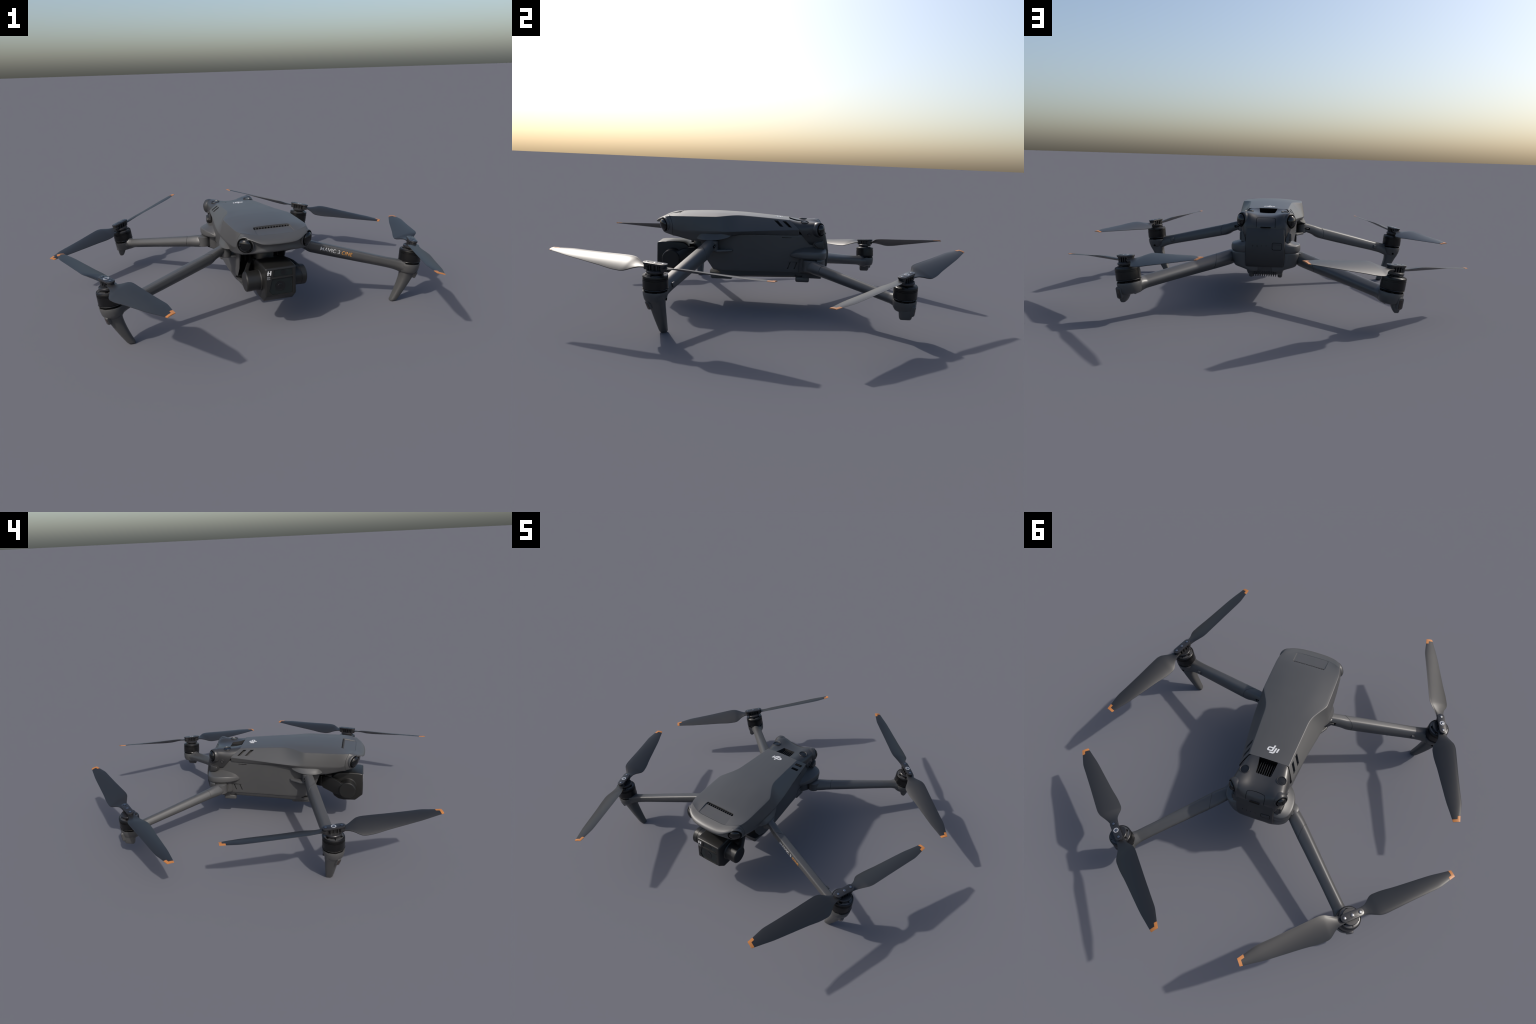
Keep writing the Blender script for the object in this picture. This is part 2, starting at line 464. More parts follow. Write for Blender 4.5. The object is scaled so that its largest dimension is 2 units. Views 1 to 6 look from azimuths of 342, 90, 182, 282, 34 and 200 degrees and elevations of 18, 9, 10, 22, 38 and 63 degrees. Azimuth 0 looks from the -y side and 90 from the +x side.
# ------------------------------------------------------------------ rear wings (covers over the rear arm hinges)
def wing():
    # per station: y, inner x, inner z, ridge x, ridge z, lip x, lip z, under z
    T = [(.104, .110, .288, .116, .282, .116, .276, .274),
         (.122, .108, .312, .134, .294, .136, .276, .271),
         (.155, .104, .326, .155, .303, .158, .276, .268),
         (.195, .100, .332, .168, .307, .172, .276, .266),
         (.240, .098, .334, .171, .307, .175, .277, .266),
         (.273, .095, .334, .163, .305, .166, .277, .266),
         (.293, .090, .331, .141, .302, .144, .277, .266),
         (.305, .080, .326, .108, .300, .110, .278, .268)]
    st = []
    for y, ix, iz, rx, rz, lx, lz, uz in T:
        st.append([(ix-.03, y, iz), (ix, y, iz), ((ix+rx)/2, y, (iz+rz)/2 - .003), (rx, y, rz), (lx, y, (rz+lz)/2), (lx-.001, y, lz), (lx-.008, y, uz), (ix-.03, y, uz)])
    ob = loft("rear_hinge_cover", st, "shell", lower)
    at = ob.data.attributes.new("crease_edge", "FLOAT", "EDGE")
    for e in ob.data.edges:
        a, b = e.vertices
        if a // 8 != b // 8 and a % 8 in (3, 5, 6): at.data[e.index].value = {3: .45, 5: .6, 6: .5}[a % 8]
    return subsurf(ob, 3, 60)
w1 = wing(); mirrored(w1)
def rear_block():
    T = [(.150, .118, .108, .100), (.175, .145, .130, .102), (.205, .162, .148, .104), (.245, .171, .158, .104), (.272, .164, .152, .100), (.288, .142, .132, .096), (.299, .112, .104, .088)]
    st = []
    for y, x1, x2, x3 in T:
        st.append([(.03, y, .272), (x1, y, .272), ((x1+x2)/2+.002, y, .235), (x2, y, .196), (x3, y, .182), (x3-.02, y, .172), (.03, y, .172)])
    ob = loft("rear_hinge_block", st, "shell", lower)
    at = ob.data.attributes.new("crease_edge", "FLOAT", "EDGE")
    for e in ob.data.edges:
        a, b = e.vertices
        if a // 7 != b // 7: at.data[e.index].value = .35
    return subsurf(ob, 3, 60)
b1 = rear_block()
notch = box("cutter", (.170, .205, .236), (.07, .085, .075), "shell", rot=Matrix.Rotation(.0, 3, "Z"))
cut(b1, [notch]); mirrored(b1)

# ------------------------------------------------------------------ rear sensor head
def hd(y, t0, t1, lx, lz, ox, oz, sx, sz, dx, y2, y3, bx):
    return [(0, y, t0), (.042, y, t1), (.066, y, (t1+lz)/2+.001), (lx, y, lz), (ox, y, oz), (sx, y + (y2-y)*.55, sz), (dx, y2, .372), (bx, y3, .326), (0, y3, .326)]
head_st = [
    hd(.0985, .4690, .4690, .084, .4670, .0985, .4645, .1345, .4195, .1215, .185, .222, .1140),
    hd(.120, .4600, .4610, .086, .4635, .1080, .4560, .1370, .4190, .1215, .195, .230, .1140),
    hd(.150, .4530, .4550, .090, .4615, .1170, .4520, .1370, .4190, .1215, .208, .240, .1135),
    hd(.185, .4490, .4515, .093, .4610, .1230, .4500, .1360, .4190, .1205, .222, .250, .1130),
    hd(.220, .4470, .4495, .096, .4640, .1300, .4530, .1380, .4210, .1195, .243, .262, .1120),
    hd(.248, .4420, .4450, .099, .4650, .1310, .4550, .1370, .4220, .1175, .262, .275, .1100),
    hd(.270, .4320, .4340, .091, .4570, .1130, .4480, .1190, .4200, .1120, .280, .288, .1070),
    hd(.285, .4180, .4190, .078, .4300, .0930, .4230, .1000, .4050, .1060, .289, .294, .1040),
    hd(.295, .3980, .3980, .072, .4020, .0880, .4000, .0950, .3920, .1000, .298, .301, .1000),
]
head = cage("rear_sensor_housing", head_st, "head", {}, (1, .2), parent=root, levels=3, angle=60)
grille_cut = box("cutter", (0, .132, .458), (.094, .086, .080), "head", bev=.006)
for v in grille_cut.data.vertices:      # taper towards the rear
    if v.co.y > .13: v.co.x *= .82
sensor_cuts = [lathe("cutter", [(.0235, -.0075), (.0235, .03)], (s*.0930, .178, .4605), (s*.12, 0, 1), "head", seg=48) for s in (1, -1)]
cut(head, [grille_cut] + sensor_cuts, angle=40)
box("exhaust_cavity", (0, .130, .422), (.100, .090, .006), "void", head)
box("exhaust_cavity", (0, .1000, .4425), (.088, .0025, .044), "void", head)
for i in range(7):
    x = -.036 + .012*i
    box("exhaust_fin", (x*.92, .133, .4330), (.0022, .078, .020), "fin", head)
for s in (1, -1):
    # rear-facing fisheye sensors
    n = V(s*.69, .71, .08).normalized(); c = V(s*.1240, .2640, .4235)
    lathe("sensor_pod", [(.026, -.060), (.040, -.040), (.0405, -.018), (.0390, -.006), (.0350, -.0005), (.028, -.0005)], c, n, "head", head, seg=56, angle=60, ref=(0, 0, 1), sy=.90)
    sensor_lens("rear_sensor", c, n, .0325, head, squeeze=.85)
    # upward sensors on the mounds
    c = V(s*.0930, .178, .4612)
    n = V(s*.12, .0, 1).normalized()
    rim = lathe("upward_sensor", [(.0233, -.012), (.0233, -.0005), (.0225, .0004), (.0210, -.0012), (.0200, -.0045), (0, -.0045)], c, n, "head", head, seg=40)
    lathe("sensor_glass", [(.0200, -.0060), (.0200, -.0040), (.0150, -.0036), (.0145, -.0030), (.0085, -.0028), (.0080, -.0020), (0, -.0018)], c, n, "glass", rim, seg=40, angle=20)
    # side screw
    lathe("screw", [(.009, -.012), (.009, .0005), (.007, .001), (.006, -.0005), (0, -.001)], (s*.1325, .203, .394), (s*.96, .1, -.28), "head", head, seg=24)
    # battery release button in its dark frame on each side
    out = [(.2300, .3455), (.2370, .3570), (.2810, .3680), (.2890, .3230), (.2520, .3220), (.2370, .3340)]
    grow = lambda k: [(.262 + (y-.262)*k, .345 + (z-.345)*k) for y, z in out]
    fr = loft("release_button_frame", [[(s*.100, y, z) for y, z in grow(1.10)], [(s*(.1215 - (y-.23)*.10), y, z) for y, z in grow(1.10)]], "head", head)
    rb_ = loft("release_button", [[(s*.100, y, z) for y, z in grow(.93)], [(s*(.1330 - (y-.23)*.12), y, z) for y, z in grow(.86)]], "battery", fr)
    bevel(rb_, .003, 3)

# ------------------------------------------------------------------ battery
bat_prof = [(.390, .2960), (.350, .3060), (.300, .3145), (.250, .3145), (.215, .3085), (.197, .3010)]
st = []
for z, y in bat_prof:
    st.append([(-.0970, .15, z), (-.0970, y - .012, z), (-.093, y - .004, z), (-.085, y - .001, z), (0, y + .001, z), (.085, y - .001, z), (.093, y - .004, z), (.0970, y - .012, z), (.0970, .15, z)])
battery = loft("battery", st, "battery", root)
bevel(battery, .005, 3, ang=50)
bo = prism("power_button", rrect(.040, .028, .005), -.02, .0004, Matrix((V(-1, 0, 0), V(0, .12, .99), V(0, .99, -.12))).transposed(), (-.058, .3120, .3035), "battery", battery, bev=.001)
for i in range(4):
    x = .060 - .022*i
    prism("charge_light", rrect(.0035, .010, .0015, 3), -.01, .0012, Matrix((V(-1, 0, 0), V(0, .12, .99), V(0, .99, -.12))).transposed(), (x, .3140, .3035), "fin", battery)
def seam(name, outline, R, o, target, parent, r=.0011, closed=True, mat="void"):
    """Thin dark joint line: outline in frame R projected on the target, drawn as a sunk bead."""
    bvh = BVHTree.FromObject(target, bpy.context.evaluated_depsgraph_get())
    o = Vector(o); nz = R.col[2]; P = []
    for x, y in outline:
        p = o + R @ V(x, y, 0)
        h = bvh.ray_cast(p + nz*.06, -nz)
        if h[0] is not None: P.append((h[0], h[1] if h[1].dot(nz) > 0 else -h[1]))
    n = len(P); verts, faces = [], []
    for i, (p, nn) in enumerate(P):
        q = P[(i+1) % n][0] if (closed or i < n-1) else p; q0 = P[i-1][0] if (closed or i > 0) else p
        t = (q - q0)
        if t.length < 1e-7: t = R.col[0]
        t = t.normalized(); bn = nn.cross(t).normalized()
        verts += [p + bn*r + nn*.0003, p + nn*.0004, p - bn*r + nn*.0003, p - bn*r*.6 - nn*r, p + bn*r*.6 - nn*r]
    for i in range(n if closed else n-1):
        for k in range(5):
            a_, b_ = i*5 + k, i*5 + (k+1) % 5; c_, d_ = ((i+1) % n)*5 + (k+1) % 5, ((i+1) % n)*5 + k
            faces.append((a_, b_, c_, d_))
    return new_obj(name, verts, faces, mat, parent)
def dense(poly, step=.003, closed=True):
    out = []
    m = len(poly)
    for i in range(m if closed else m-1):
        a_, b_ = Vector(poly[i]), Vector(poly[(i+1) % m]); k = max(1, int((b_-a_).length/step))
        out += [tuple(a_ + (b_-a_)*j/k) for j in range(k)]
    if not closed: out.append(tuple(poly[-1]))
    return out
RB = Matrix((V(-1, 0, 0), V(0, 0, 1), V(0, 1, 0))).transposed()      # seen from the rear
seam("port_cover_seam", dense([(-.046, .392), (-.046, .432), (-.042, .4365), (.042, .4365), (.046, .432), (.046, .392)], closed=False), RB, (0, .34, 0), head, head, closed=False)
seam("button_seam", dense(rrect(.046, .034, .006)), RB, (-.058, .34, .303), battery, battery)
box("port_cover_slit", (0, .2995, .3935), (.050, .005, .005), "void", head)

# lower tail below the battery
tail = [[(-.100, .18, .215), (.100, .18, .215), (.088, .18, .150), (-.088, .18, .150)],
        [(-.099, .303, .215), (.099, .303, .215), (.084, .275, .156), (-.084, .275, .156)]]
t = loft("tail_skirt", tail, "shell", lower); bevel(t, .006, 3)

# ------------------------------------------------------------------ arms
def arm_frame(A, roll):
    s = A.cross(V(0, 0, 1)).normalized(); b = s.cross(A)
    c, si = math.cos(roll), math.sin(roll)
    return c*s + si*b, c*b - si*s

def superellipse(w, h, p=3.2, n=40):
    pts = []
    for i in range(n):
        a = 2*math.pi*i/n
        ca, sa = math.cos(a), math.sin(a)
        pts.append((math.copysign(abs(ca)**(2/p), ca)*w/2, math.copysign(abs(sa)**(2/p), sa)*h/2))
    return pts

def rounded_poly(pts, r, seg=4):
    out = []; m = len(pts)
    for i in range(m):
        p0, p1, p2 = V(*pts[i-1]), V(*pts[i]), V(*pts[(i+1) % m])
        a_ = p1 + (p0-p1).normalized()*min(r, (p0-p1).length*.45); b_ = p1 + (p2-p1).normalized()*min(r, (p2-p1).length*.45)
        for j in range(seg+1):
            t = j/seg; out.append(tuple(a_*(1-t)**2 + p1*2*t*(1-t) + b_*t*t))
    return out
# front arm section (unit box): ridge towards the front, flat front face, chamfered below
FRONT_SEC = rounded_poly([(.43, .515), (.48, -.06), (.06, -.51), (-.44, -.54), (-.47, .0), (-.24, .45)], .19)

def make_arm(name, P0, A, roll, tab, seam_t, shear, p=3.2, sec=None):
    """tab rows: distance along the arm, width, height, lift, side shift."""
    s, b = arm_frame(A, roll)
    ts = sorted(set([r[0] for r in tab] + [tab[0][0] + (tab[-1][0] - tab[0][0]) * i / 48 for i in range(49)]))
    ts = [t for t in ts if abs(t - seam_t) > .006]
    g = .0016
    stations = [(t, 1.0) for t in ts] + [(seam_t - g, 1.0), (seam_t - g*.6, .95), (seam_t + g*.6, .95), (seam_t + g, 1.0)]
    stations.sort()
    col = lambda k: [(r[0], r[k]) for r in tab]
    rings = []
    for t, k in stations:
        w, h, l, d = [sinterp(col(i), t) for i in (1, 2, 3, 4)]
        sk = shear * max(0, 1 - abs(t - seam_t) / .085)
        rings.append([P0 + A*(t + sk*x) + s*(x*k + d) + b*(y*k + l) for x, y in ([(u*w, v*h) for u, v in sec] if sec else superellipse(w, h, p))])
    return loft(name, rings, "shell", root, angle=25), s, b

# front arm: t measured from x = 0.30 point
front_tab = [(-.150, .050, .046, .012, 0), (-.120, .052, .050, .010, 0), (-.075, .055, .055, .007, 0), (-.035, .059, .064, 0, 0),
             (.0, .059, .064, 0, 0), (.20, .057, .060, 0, 0), (.340, .056, .056, 0, 0), (.385, .058, .058, .000, 0), (.415, .064, .064, -.001, 0), (.440, .078, .070, -.003, 0), (.462, .080, .066, -.004, 0)]
farm, fs, fb = make_arm("front_arm", FP0, FA, math.radians(-4), front_tab, -.028, -1.0, sec=FRONT_SEC)
rear_tab = [(-.122, .050, .058, 0, 0), (-.115, .060, .064, 0, 0), (-.095, .066, .066, 0, 0), (-.03, .071, .059, 0, 0), (.10, .067, .055, 0, 0), (.30, .061, .049, 0, 0), (.385, .061, .048, 0, 0),
            (.405, .066, .056, .001, 0), (.428, .078, .064, .000, 0), (.450, .080, .062, -.003, 0)]
rarm, rs, rb = make_arm("rear_arm", RP0, RA, math.radians(30), rear_tab, -.006, -.75, p=2.7)

# hinge knuckles
def knuckle(c, r, z0, z1, arm):
    return lathe("arm_hinge", [(r*.8, z0), (r, z0+.004), (r, z1-.004), (r*.8, z1)], (c[0], c[1], 0), (0, 0, 1), "shell", arm, seg=40)

# motor frames
motors = {
    "front": dict(hub=V(.7430, -.4848, .3252), ax=V(.083, -.0015, 1).normalized(), tip=V(.553, -.986, .335)),
    "rear":  dict(hub=V(.5903, .6193, .2914), ax=V(.135, -.038, 1).normalized(), tip=V(.982, .257, .222)),
}
for k, d in motors.items():
    t = d["tip"] - d["hub"]; d["e1"] = (t - t.dot(d["ax"])*d["ax"]).normalized()

def front_details(arm):
    d = motors["front"]; o, ax = d["hub"], d["ax"]
    cup = lathe("motor_mount", [(.030, -.176), (.042, -.170), (.049, -.158), (.0530, -.140), (.0545, -.1255), (.0535, -.1225), (.048, -.1222), (.03, -.1222)], o, ax, "shell", arm, seg=64, angle=40)
    # landing leg: tapering rounded bar from the mount to the ground
    top = o - ax*.140 + V(.010, .002, 0); foot = V(.6625, -.4590, 0)
    A = (foot - top)
    rings = []
    tabL = [(0, .084, .078), (.15, .080, .074), (.30, .066, .066), (.55, .054, .056), (.85, .042, .043), (.97, .037, .037), (1.0, .031, .031)]
    side = V(-.03, 1, 0).normalized(); out = V(1, .03, 0)
    for i in range(41):
        t = i/40
        w = sinterp([(r[0], r[1]) for r in tabL], t); h = sinterp([(r[0], r[2]) for r in tabL], t)
        bow = 4*t*(1-t)*.006
        c = top + A*t + out*bow
        if t < .12: c = c + V(0, 0, 0)
        rings.append([c + out*x + side*y for x, y in superellipse(w, h, 3.0)])
    loft("landing_leg", rings, "shell", arm, angle=40)
    # navigation light on the outer front
    n = V(.72, -.52, -.36).normalized(); R = frame(n, (-.30, .10, 1))
    c = V(.7595, -.5100, .1420)
    lg = prism("light_frame", rrect(.040, .022, .006), -.02, .0025, R, c, "shell", arm, bev=.002)
    prism("light_pane", rrect(.034, .016, .005), -.018, .0045, R, c - R.col[0]*.002, "led", lg, bev=.002)
    lathe("mount_screw", [(.006, -.01), (.006, .0008), (0, .0008)], V(.7392, -.4345, .1671), V(0, 1, -.1), "void", arm, seg=20)
    p = FP0 + FA*.345 - fs*.0255 + fb*-.004
    box("arm_clip", p, (.022, .014, .022), "shell", arm, bev=.004, rot=Matrix((FA, -fs, fb)).transposed())
    # hinge pin slot on the inner end
    q = FP0 + FA*-.118 - fs*.0165 + fb*.004
    box("hinge_slot", q, (.050, .016, .014), "void", arm, rot=Matrix((FA, -fs, fb)).transposed())
    box("hinge_pin", q - fs*.006, (.030, .010, .006), "head", arm, bev=.002, rot=Matrix((FA, -fs, fb)).transposed())

def rear_details(arm):
    d = motors["rear"]; o, ax = d["hub"], d["ax"]
    cup = lathe("motor_mount", [(.030, -.172), (.045, -.167), (.0515, -.155), (.0538, -.138), (.0545, -.1225), (.0535, -.1195), (.048, -.1192), (.03, -.1192)], o, ax, "shell", arm, seg=64, angle=40)
    c0 = o - ax*.145 + V(.012, .006, 0); c1 = V(.5970, .6270, .0845)
    rings = []
    dirv = V(1, 0, 0); sd = V(0, 1, 0)
    for i in range(17):
        t = i/16; c = c0 + (c1 - c0)*t + dirv*(.006*(1-t))
        w = sinterp([(0, .058), (.5, .044), (.9, .028), (1, .019)], t); h = sinterp([(0, .074), (.5, .062), (.9, .055), (1, .047)], t)
        rings.append([c + dirv*x + sd*y for x, y in superellipse(w, h, 4.0)])
    loft("foot_nub", rings, "shell", arm, angle=40)
    n = V(.42, .88, -.12).normalized(); R = frame(n, (.05, -.05, 1))
    c = V(.6085, .6630, .1290)
    lg = prism("light_frame", rrect(.054, .030, .010), -.02, .0020, R, c, "shell", arm, bev=.002)
    prism("light_pane", rrect(.042, .018, .006), -.018, .0045, R, c - R.col[0]*.003, "led", lg, bev=.002)

front_details(farm); rear_details(rarm)
knuckle((.172, -.302), .030, .296, .351, farm)
knuckle((.160, .212), .034, .205, .264, rarm)

# arm lettering on the +x front arm (white model words, orange edition word)
up = (fb*1.0).normalized(); xdir = FA; nz = xdir.cross(up).normalized()
Rt = Matrix((xdir, up, nz)).transposed()
base = FP0 + nz*.03 - up*.0010
tt = lambda p: (Vector(p) - FP0).dot(FA)
t0, t1, t2 = tt((.2986, -.3699, .2995)), tt((.3913, -.4006, .2774)), tt((.4486, -.4221, .2632))
text_mesh("model_lettering", "MAVIC 3", t1 - t0, Rt, base + FA*t0, "white", farm, farm, height=.0195, bold=.003)
text_mesh("edition_lettering", "CINE", t2 - t1 - .009, Rt, base + FA*(t1 + .009), "orangeprint", farm, farm, height=.0195, bold=.003)

def mirror_tree(ob, skip=()):
    m = mirrored(ob); m.parent = ob.parent
    for ch in list(ob.children):
        if ch.name.split(".")[0] in skip: continue
        cm = mirrored(ch); cm.parent = m
        for g in ch.children:
            gm = mirrored(g); gm.parent = cm
    return m
mirror_tree(farm, skip=("model_lettering", "edition_lettering"))
mirror_tree(rarm)

# ------------------------------------------------------------------ motors
def motor(key):
    d = motors[key]; o, ax, e1 = d["hub"], d["ax"], d["e1"]
    q = .003 if key == "rear" else 0.0
    bell = lathe("motor", [(.030, -.1095+q), (.0520, -.1095+q), (.0540, -.1080+q), (.0545, -.104+q), (.0545, -.0735), (.0545, -.0705), (.0522, -.0702), (.0522, -.0680), (.0545, -.0677),
                           (.0545, -.0645), (.0520, -.0642), (.0520, -.0615), (.0545, -.0612), (.0545, -.0570), (.0532, -.0530), (.0500, -.0508), (.0478, -.0508), (.0472, -.0520), (.02, -.0520)], o, ax, "bell", root, seg=72, angle=28)
    lathe("motor_lip", [(.050, -.1128+q), (.0545, -.1125+q), (.0556, -.1112+q), (.0550, -.1098+q), (.050, -.1093+q)], o, ax, "lip", bell, seg=72, angle=60)
    lathe("motor_gap", [(.02, -.1235+q), (.0500, -.1235+q), (.0500, -.1120+q), (.02, -.1120+q)], o, ax, "void", bell, seg=48)
    for i in range(9):
        Rg = frame(ax, e1) @ Matrix.Rotation(2*math.pi*i/9 + .3, 3, "Z")
        prism("stator_tab", [(.046, -.006), (.0522, -.006), (.0522, .006), (.046, .006)], -.1225+q, -.1190+q, Rg, o, "bell", bell)
    lathe("motor_face", [(.0475, -.0530), (.0475, -.0502), (.0455, -.0495), (.0300, -.0490), (.01, -.0490)], o, ax, "belltop", bell, seg=64, angle=30)
    R = frame(ax, e1)
    for i in range(3):
        a = math.radians(35 + 120*i)
        Rr = R @ Matrix.Rotation(a, 3, "Z")
        prism("motor_face_opening", [(.034, -.008), (.044, -.006), (.044, .006), (.034, .008)], -.060, -.0486, Rr, o, "void", bell)
        Rr = R @ Matrix.Rotation(a + 1.05, 3, "Z")
        prism("motor_face_spoke", [(.020, -.003), (.046, -.0022), (.046, .0022), (.020, .003)], -.055, -.0480, Rr, o, "bell", bell)
    lathe("motor_shaft", [(.022, -.052), (.022, -.0435), (.018, -.041), (.01, -.041)], o, ax, "bell", bell, seg=40)
    return bell
for key in ("front", "rear"):
    m = motor(key); mirror_tree(m)

# ------------------------------------------------------------------ propellers
LE = [(.030, .0150), (.0587, .0175), (.075, .0220), (.1044, .0370), (.125, .0470), (.1500, .0505), (.200, .0480), (.300, .0415), (.400, .0362), (.4538, .0335), (.490, .0265), (.5287, .0175), (.5540, .0125)]
TE = [(.030, -.0170), (.0534, -.0195), (.0745, -.0230), (.0950, -.0330), (.1120, -.0460), (.1280, -.0555), (.1450, -.0590), (.1700, -.0590), (.2592, -.0500), (.350, -.0425), (.4450, -.0345), (.500, -.0268), (.540, -.0212), (.5525, -.0190)]
PITCH = [(.03, 4), (.06, 7), (.09, 17), (.12, 21.5), (.16, 22), (.30, 18.5), (.45, 12.5), (.554, 9)]
HT = [(.03, -.0190), (.07, -.0190), (.12, -.0180), (.30, -.0135), (.554, -.0045)]
THK = [(.03, .0085), (.07, .0080), (.11, .0062), (.20, .0052), (.40, .0036), (.554, .0024)]
R_END = .5535

def blade_point(r, f, hand, side, extra=0.0):
    """f: 0 at trailing edge, 1 at leading edge; side +1 upper, -1 lower."""
    le = sinterp(LE, r); te = sinterp(TE, r)
    c = te + (le - te) * f
    mid = (le + te) / 2 * 0
    p = math.radians(sinterp(PITCH, r))
    ch = le - te
    camber = .045 * ch * (1 - (2*f - 1)**2) * min(1, max(0, (r - .05)/.08))
    th = sinterp(THK, r) * .5 * (max(0.0, 1 - abs(2*f - .9 if f < .95 else 1)**2.2 * .999) ** .5 * .8 + .2) + extra
    h = sinterp(HT, r) + c*math.sin(p) + (camber + side*th) * math.cos(p)
    cc = c*math.cos(p)*1.06 - (camber + side*th) * math.sin(p)
    return r - .0085*max(0, r - .05)/.5, cc*hand, h

def patch(r0, r1, nr, f0, f1, nf, hand, extra=0.0):
    """closed solid patch of the blade in (r, chord) parameters; f0/f1 may be functions of r"""
    rings = []
    for i in range(nr + 1):
        r = r0 + (r1 - r0) * i / nr
        a = f0(r) if callable(f0) else f0; b = f1(r) if callable(f1) else f1
        fs_ = [a + (b - a) * (.5 - .5*math.cos(math.pi*j/nf)) for j in range(nf + 1)]
        up_ = [blade_point(r, f, hand, 1, extra) for f in fs_]
        lo_ = [blade_point(r, f, hand, -1, extra) for f in reversed(fs_)]
        rings.append(up_ + lo_)
    return rings

def propeller(o, ax, e1, hand, ringed):
    R = frame(ax, e1)
    hubp = prism("propeller", stadium(.0395, .0188), -.0090, 0, R, o, "hub", root, bev=.0016, seg=2)
    lathe("hub_base", [(.020, -.0455), (.036, -.0440), (.0395, -.0405), (.0395, -.0330), (.0375, -.0310), (.02, -.0305)], o, ax, "hub", hubp, seg=48)
    for s in (1, -1):
        c = o + R @ V(s*.0395, 0, 0)
        lathe("blade_knuckle", [(.0155, -.0315), (.0155, -.0088)], c, ax, "hub", hubp, seg=28)
        lathe("hub_screw", [(.0090, -.004), (.0090, .0004), (.0070, .0006)], c, ax, "bell", hubp, seg=24)
        lathe("hub_screw_head", [(.0062, -.003), (.0062, .0011), (.0056, .0014), (0, .0015)], c, ax, "steel", hubp, seg=24, angle=60)
    prism("hub_core", stadium(.016, .0125), -.0320, -.0085, R, o, "bell", hubp)
    for x in (-.018, 0, .018):
        for y in (-.0145, .0145):
            prism("hub_web", [(x-.002, y-.003), (x+.002, y-.003), (x+.002, y+.003), (x-.002, y+.003)], -.0320, -.0085, R, o, "hub", hubp)
    if ringed:
        lathe("hub_ring", [(.0128, -.004), (.0128, .0009), (.0082, .0009), (.0080, -.004)], o, ax, "ring", hubp, seg=40, angle=30)
    else:
        lathe("hub_boss", [(.0125, -.004), (.0115, .0010), (.0070, .0016), (.006, .0016)], o, ax, "hub", hubp, seg=40, angle=60)
    lathe("hub_bolt", [(.0062, -.004), (.0062, .0016), (.0050, .0022), (0, .0024)], o, ax, "steel", hubp, seg=28, angle=60)
    for s in (1, -1):
        Rb = R @ Matrix.Rotation(0 if s == 1 else math.pi, 3, "Z")
        tw = lambda rings: [[o + Rb @ Vector(p) for p in rg] for rg in rings]
        bl = loft("propeller_blade", tw(patch(.030, R_END, 90, 0, 1, 18, hand)), "blade", hubp, angle=50)
        tipA = loft("tA", tw(patch(.5405, R_END + .0006, 6, -.01, 1.01, 12, hand, .0007)), "orange", None, angle=50)
        lim = lambda r: 1 - .0125 / max(.01, (sinterp(LE, r) - sinterp(TE, r)))
        tipB = loft("tB", tw(patch(.5235, .5406, 6, lim, 1.012, 8, hand, .0007)), "orange", None, angle=50)
        join("blade_tip", [tipA, tipB], bl)
    return hubp

for key in ("front", "rear"):
    d = motors[key]; o, ax, e1 = d["hub"], d["ax"], d["e1"]
    mx = lambda v: V(-v.x, v.y, v.z)
    # +x side; rear(+x) turns with the leading edge counter-clockwise, its diagonal partner too
    hand = 1 if key == "rear" else -1
    propeller(o, ax, e1, hand, ringed=(key == "rear"))
    propeller(mx(o), mx(ax), mx(e1), -hand, ringed=(key == "front"))

# ------------------------------------------------------------------ gimbal camera
side = [(-.6095, .3140), (-.5850, .3185), (-.5400, .3205), (-.4900, .3205), (-.4650, .3170), (-.4480, .3080), (-.4330, .2900), (-.4260, .2700), (-.4260, .2350), (-.4300, .2000), (-.4440, .1720), (-.4700, .1530), (-.5000, .1470), (-.5680, .1480), (-.6095, .1840)]
cam = loft("gimbal_camera", [[(-.0725, y, z) for y, z in side], [(.0725, y, z) for y, z in side]], "camera", root)
bevel(cam, .007, 4, ang=60, sharp=40)
bevel(cam, .003, 2, ang=25, sharp=40)
FY = -.6095
Rf = Matrix((V(1, 0, 0), V(0, 0, 1), V(0, -1, 0))).transposed()
cutters = [prism("cutter", [(-.036, .2735), (.0545, .2735), (.0545, .3060), (-.033, .3060)], -.004, .02, Rf, (0, FY, 0), "camera"),
           prism("cutter", [(-.057, .2075), (-.041, .1880), (.0545, .1880), (.0545, .2640), (-.043, .2640)], -.0045, .02, Rf, (0, FY, 0), "camera"),
           ]
cut(cam, cutters, angle=35)
prism("zoom_lens_window", [(-.0355, .2740), (.0540, .2740), (.0540, .3055), (-.0325, .3055)], -.008, -.0025, Rf, (0, FY, 0), "window", cam)
prism("main_lens_window", [(-.0565, .2075), (-.0405, .1885), (.0540, .1885), (.0540, .2635), (-.0427, .2635)], -.008, -.0030, Rf, (0, FY, 0), "window", cam)
lathe("main_lens", [(.024, -.004), (.024, .0010), (.021, .0014), (.017, .0004), (.011, .0009), (.010, .0016), (0, .0022)], (-.004, FY + .0028, .228), (0, -1, 0), "glass", cam, seg=48, angle=20)
lathe("zoom_lens", [(.012, -.004), (.012, .0008), (.009, .0010), (0, .0014)], (.012, FY + .0024, .2900), (0, -1, 0), "glass", cam, seg=36, angle=20)
prism("window_sill", [(-.041, .1850), (.055, .1850), (.055, .1885), (-.041, .1885)], -.003, .0008, Rf, (0, FY, 0), "camera", cam)
prism("window_divider", [(-.044, .2650), (.060, .2650), (.060, .2705), (-.037, .2705)], -.003, .0012, Rf, (0, FY, 0), "camera", cam, bev=.001)
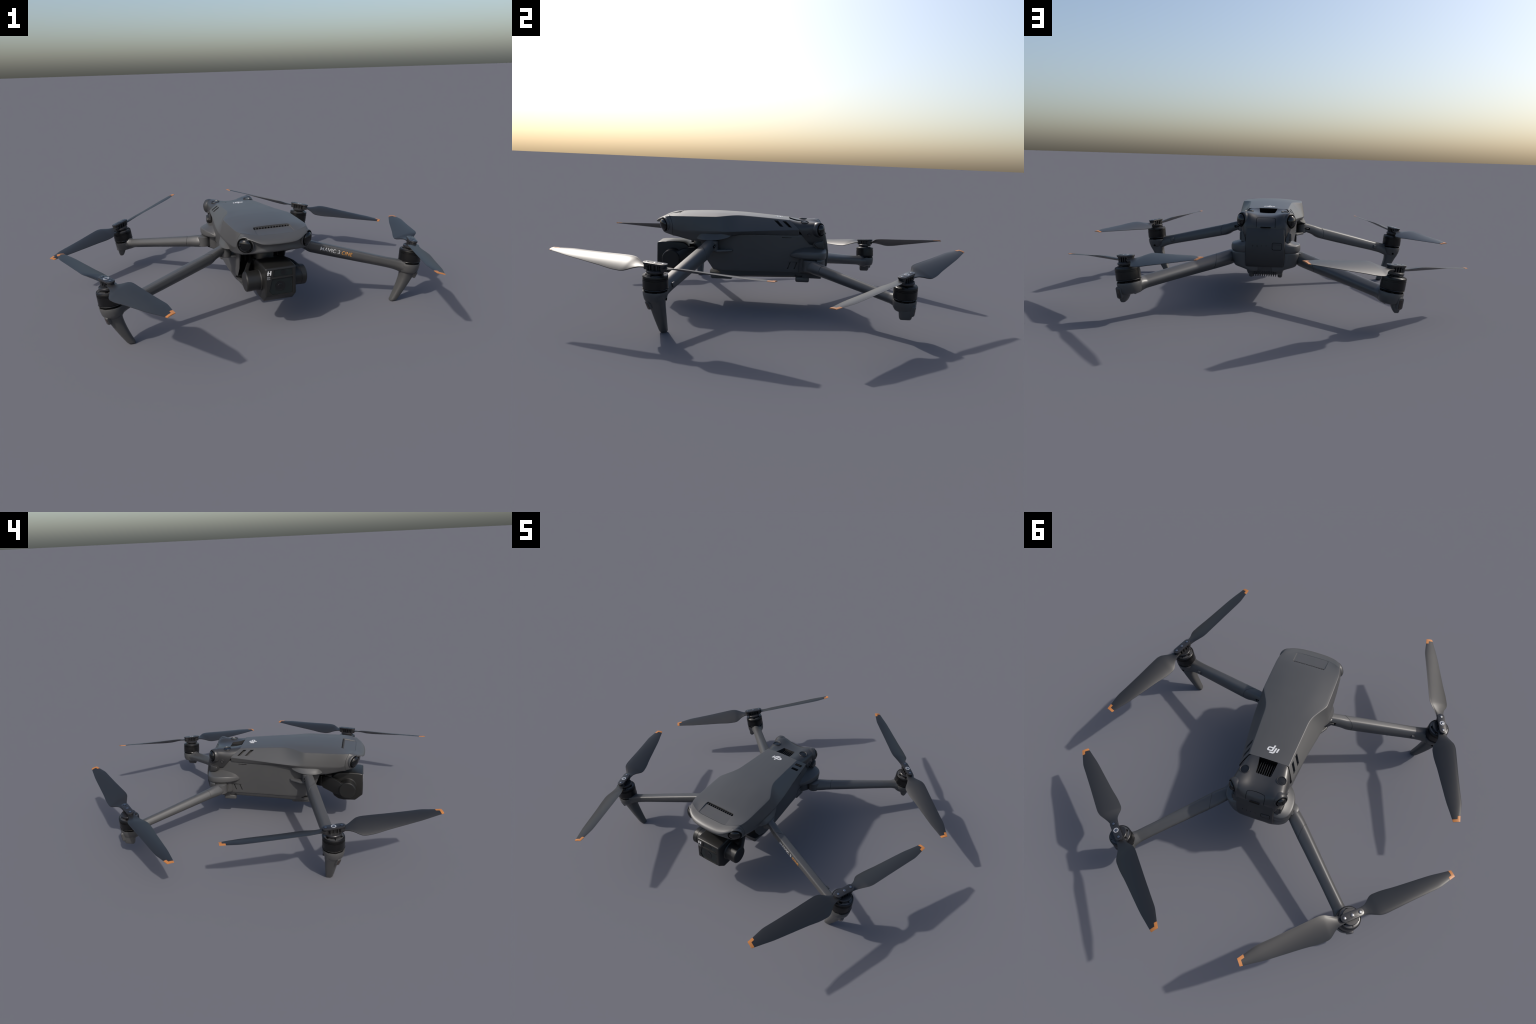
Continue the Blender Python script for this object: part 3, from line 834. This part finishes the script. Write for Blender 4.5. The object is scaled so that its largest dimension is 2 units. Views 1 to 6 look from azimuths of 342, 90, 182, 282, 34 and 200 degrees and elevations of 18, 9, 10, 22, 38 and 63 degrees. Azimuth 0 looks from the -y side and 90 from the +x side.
# H-shaped mark and the small focal-length print
Hb = [prism("h", [(x0, .2830), (x0 + .0055, .2830), (x0 + .0085, .3035), (x0 + .0030, .3035)], -.001, .0006, Rf, (0, FY, 0), "white") for x0 in (-.0645, -.0525)]
Hb.append(prism("h", [(-.0655, .2915), (-.0465, .2915), (-.0460, .2950), (-.0650, .2950)], -.001, .0004, Rf, (0, FY, 0), "white"))
join("camera_mark", Hb, cam)
text_mesh("camera_lettering", "E24", .0135, Rf, (-.0650, FY - .0003, .2715), "ring", cam, depth=.0008, height=.0055)
text_mesh("camera_lettering", "F2.8", .0135, Rf, (-.0650, FY - .0003, .2635), "ring", cam, depth=.0008, height=.0055)
# pitch motors and yoke
GC = V(0, -.5240, .2380)
for s in (1, -1):
    pm = lathe("pitch_motor", [(.0500, .060), (.0500, .0760), (.0465, .0800), (.0455, .1230), (.0465, .1240), (.0465, .1400), (.0440, .1430), (.0425, .1432), (.0420, .1440), (.020, .1440)], GC, (s, 0, 0), "camera", cam, seg=64, angle=25)
    # arm plate running back from the motor
    arm = [(-.5240, .2845), (-.4900, .2780), (-.4650, .2900), (-.4300, .2960), (-.3800, .2960), (-.3720, .2880), (-.3720, .2330), (-.3800, .2220), (-.4450, .2040), (-.4900, .2020), (-.5240, .1920)]
    a = loft("gimbal_arm", [[(s*(.116 - max(0, y + .500)*.50), y, z) for y, z in arm], [(s*(.1385 - max(0, y + .500)*.52), y, z) for y, z in arm]], "camera", cam)
    bevel(a, .004, 3)
    lathe("gimbal_cap_lug", [(.047, .118), (.047, .139), (.045, .141), (.02, .141)], GC, (s, 0, 0), "camera", cam, seg=48)
yb = box("gimbal_yoke", (0, -.378, .265), (.136, .030, .060), "camera", cam, bev=.006)
lathe("yaw_motor", [(.045, .220), (.048, .224), (.048, .330), (.040, .345), (.02, .345)], (0, -.372, 0), (0, 0, 1), "camera", cam, seg=48)
lathe("roll_motor", [(.040, -.06), (.042, -.056), (.042, .010), (.03, .012)], (0, -.400, .262), (0, 1, 0), "camera", cam, seg=48)
box("damper_plate", (0, -.372, .352), (.12, .085, .008), "camera", cam, bev=.003)

# make sure nothing dips below the ground plane
bpy.context.view_layer.update()
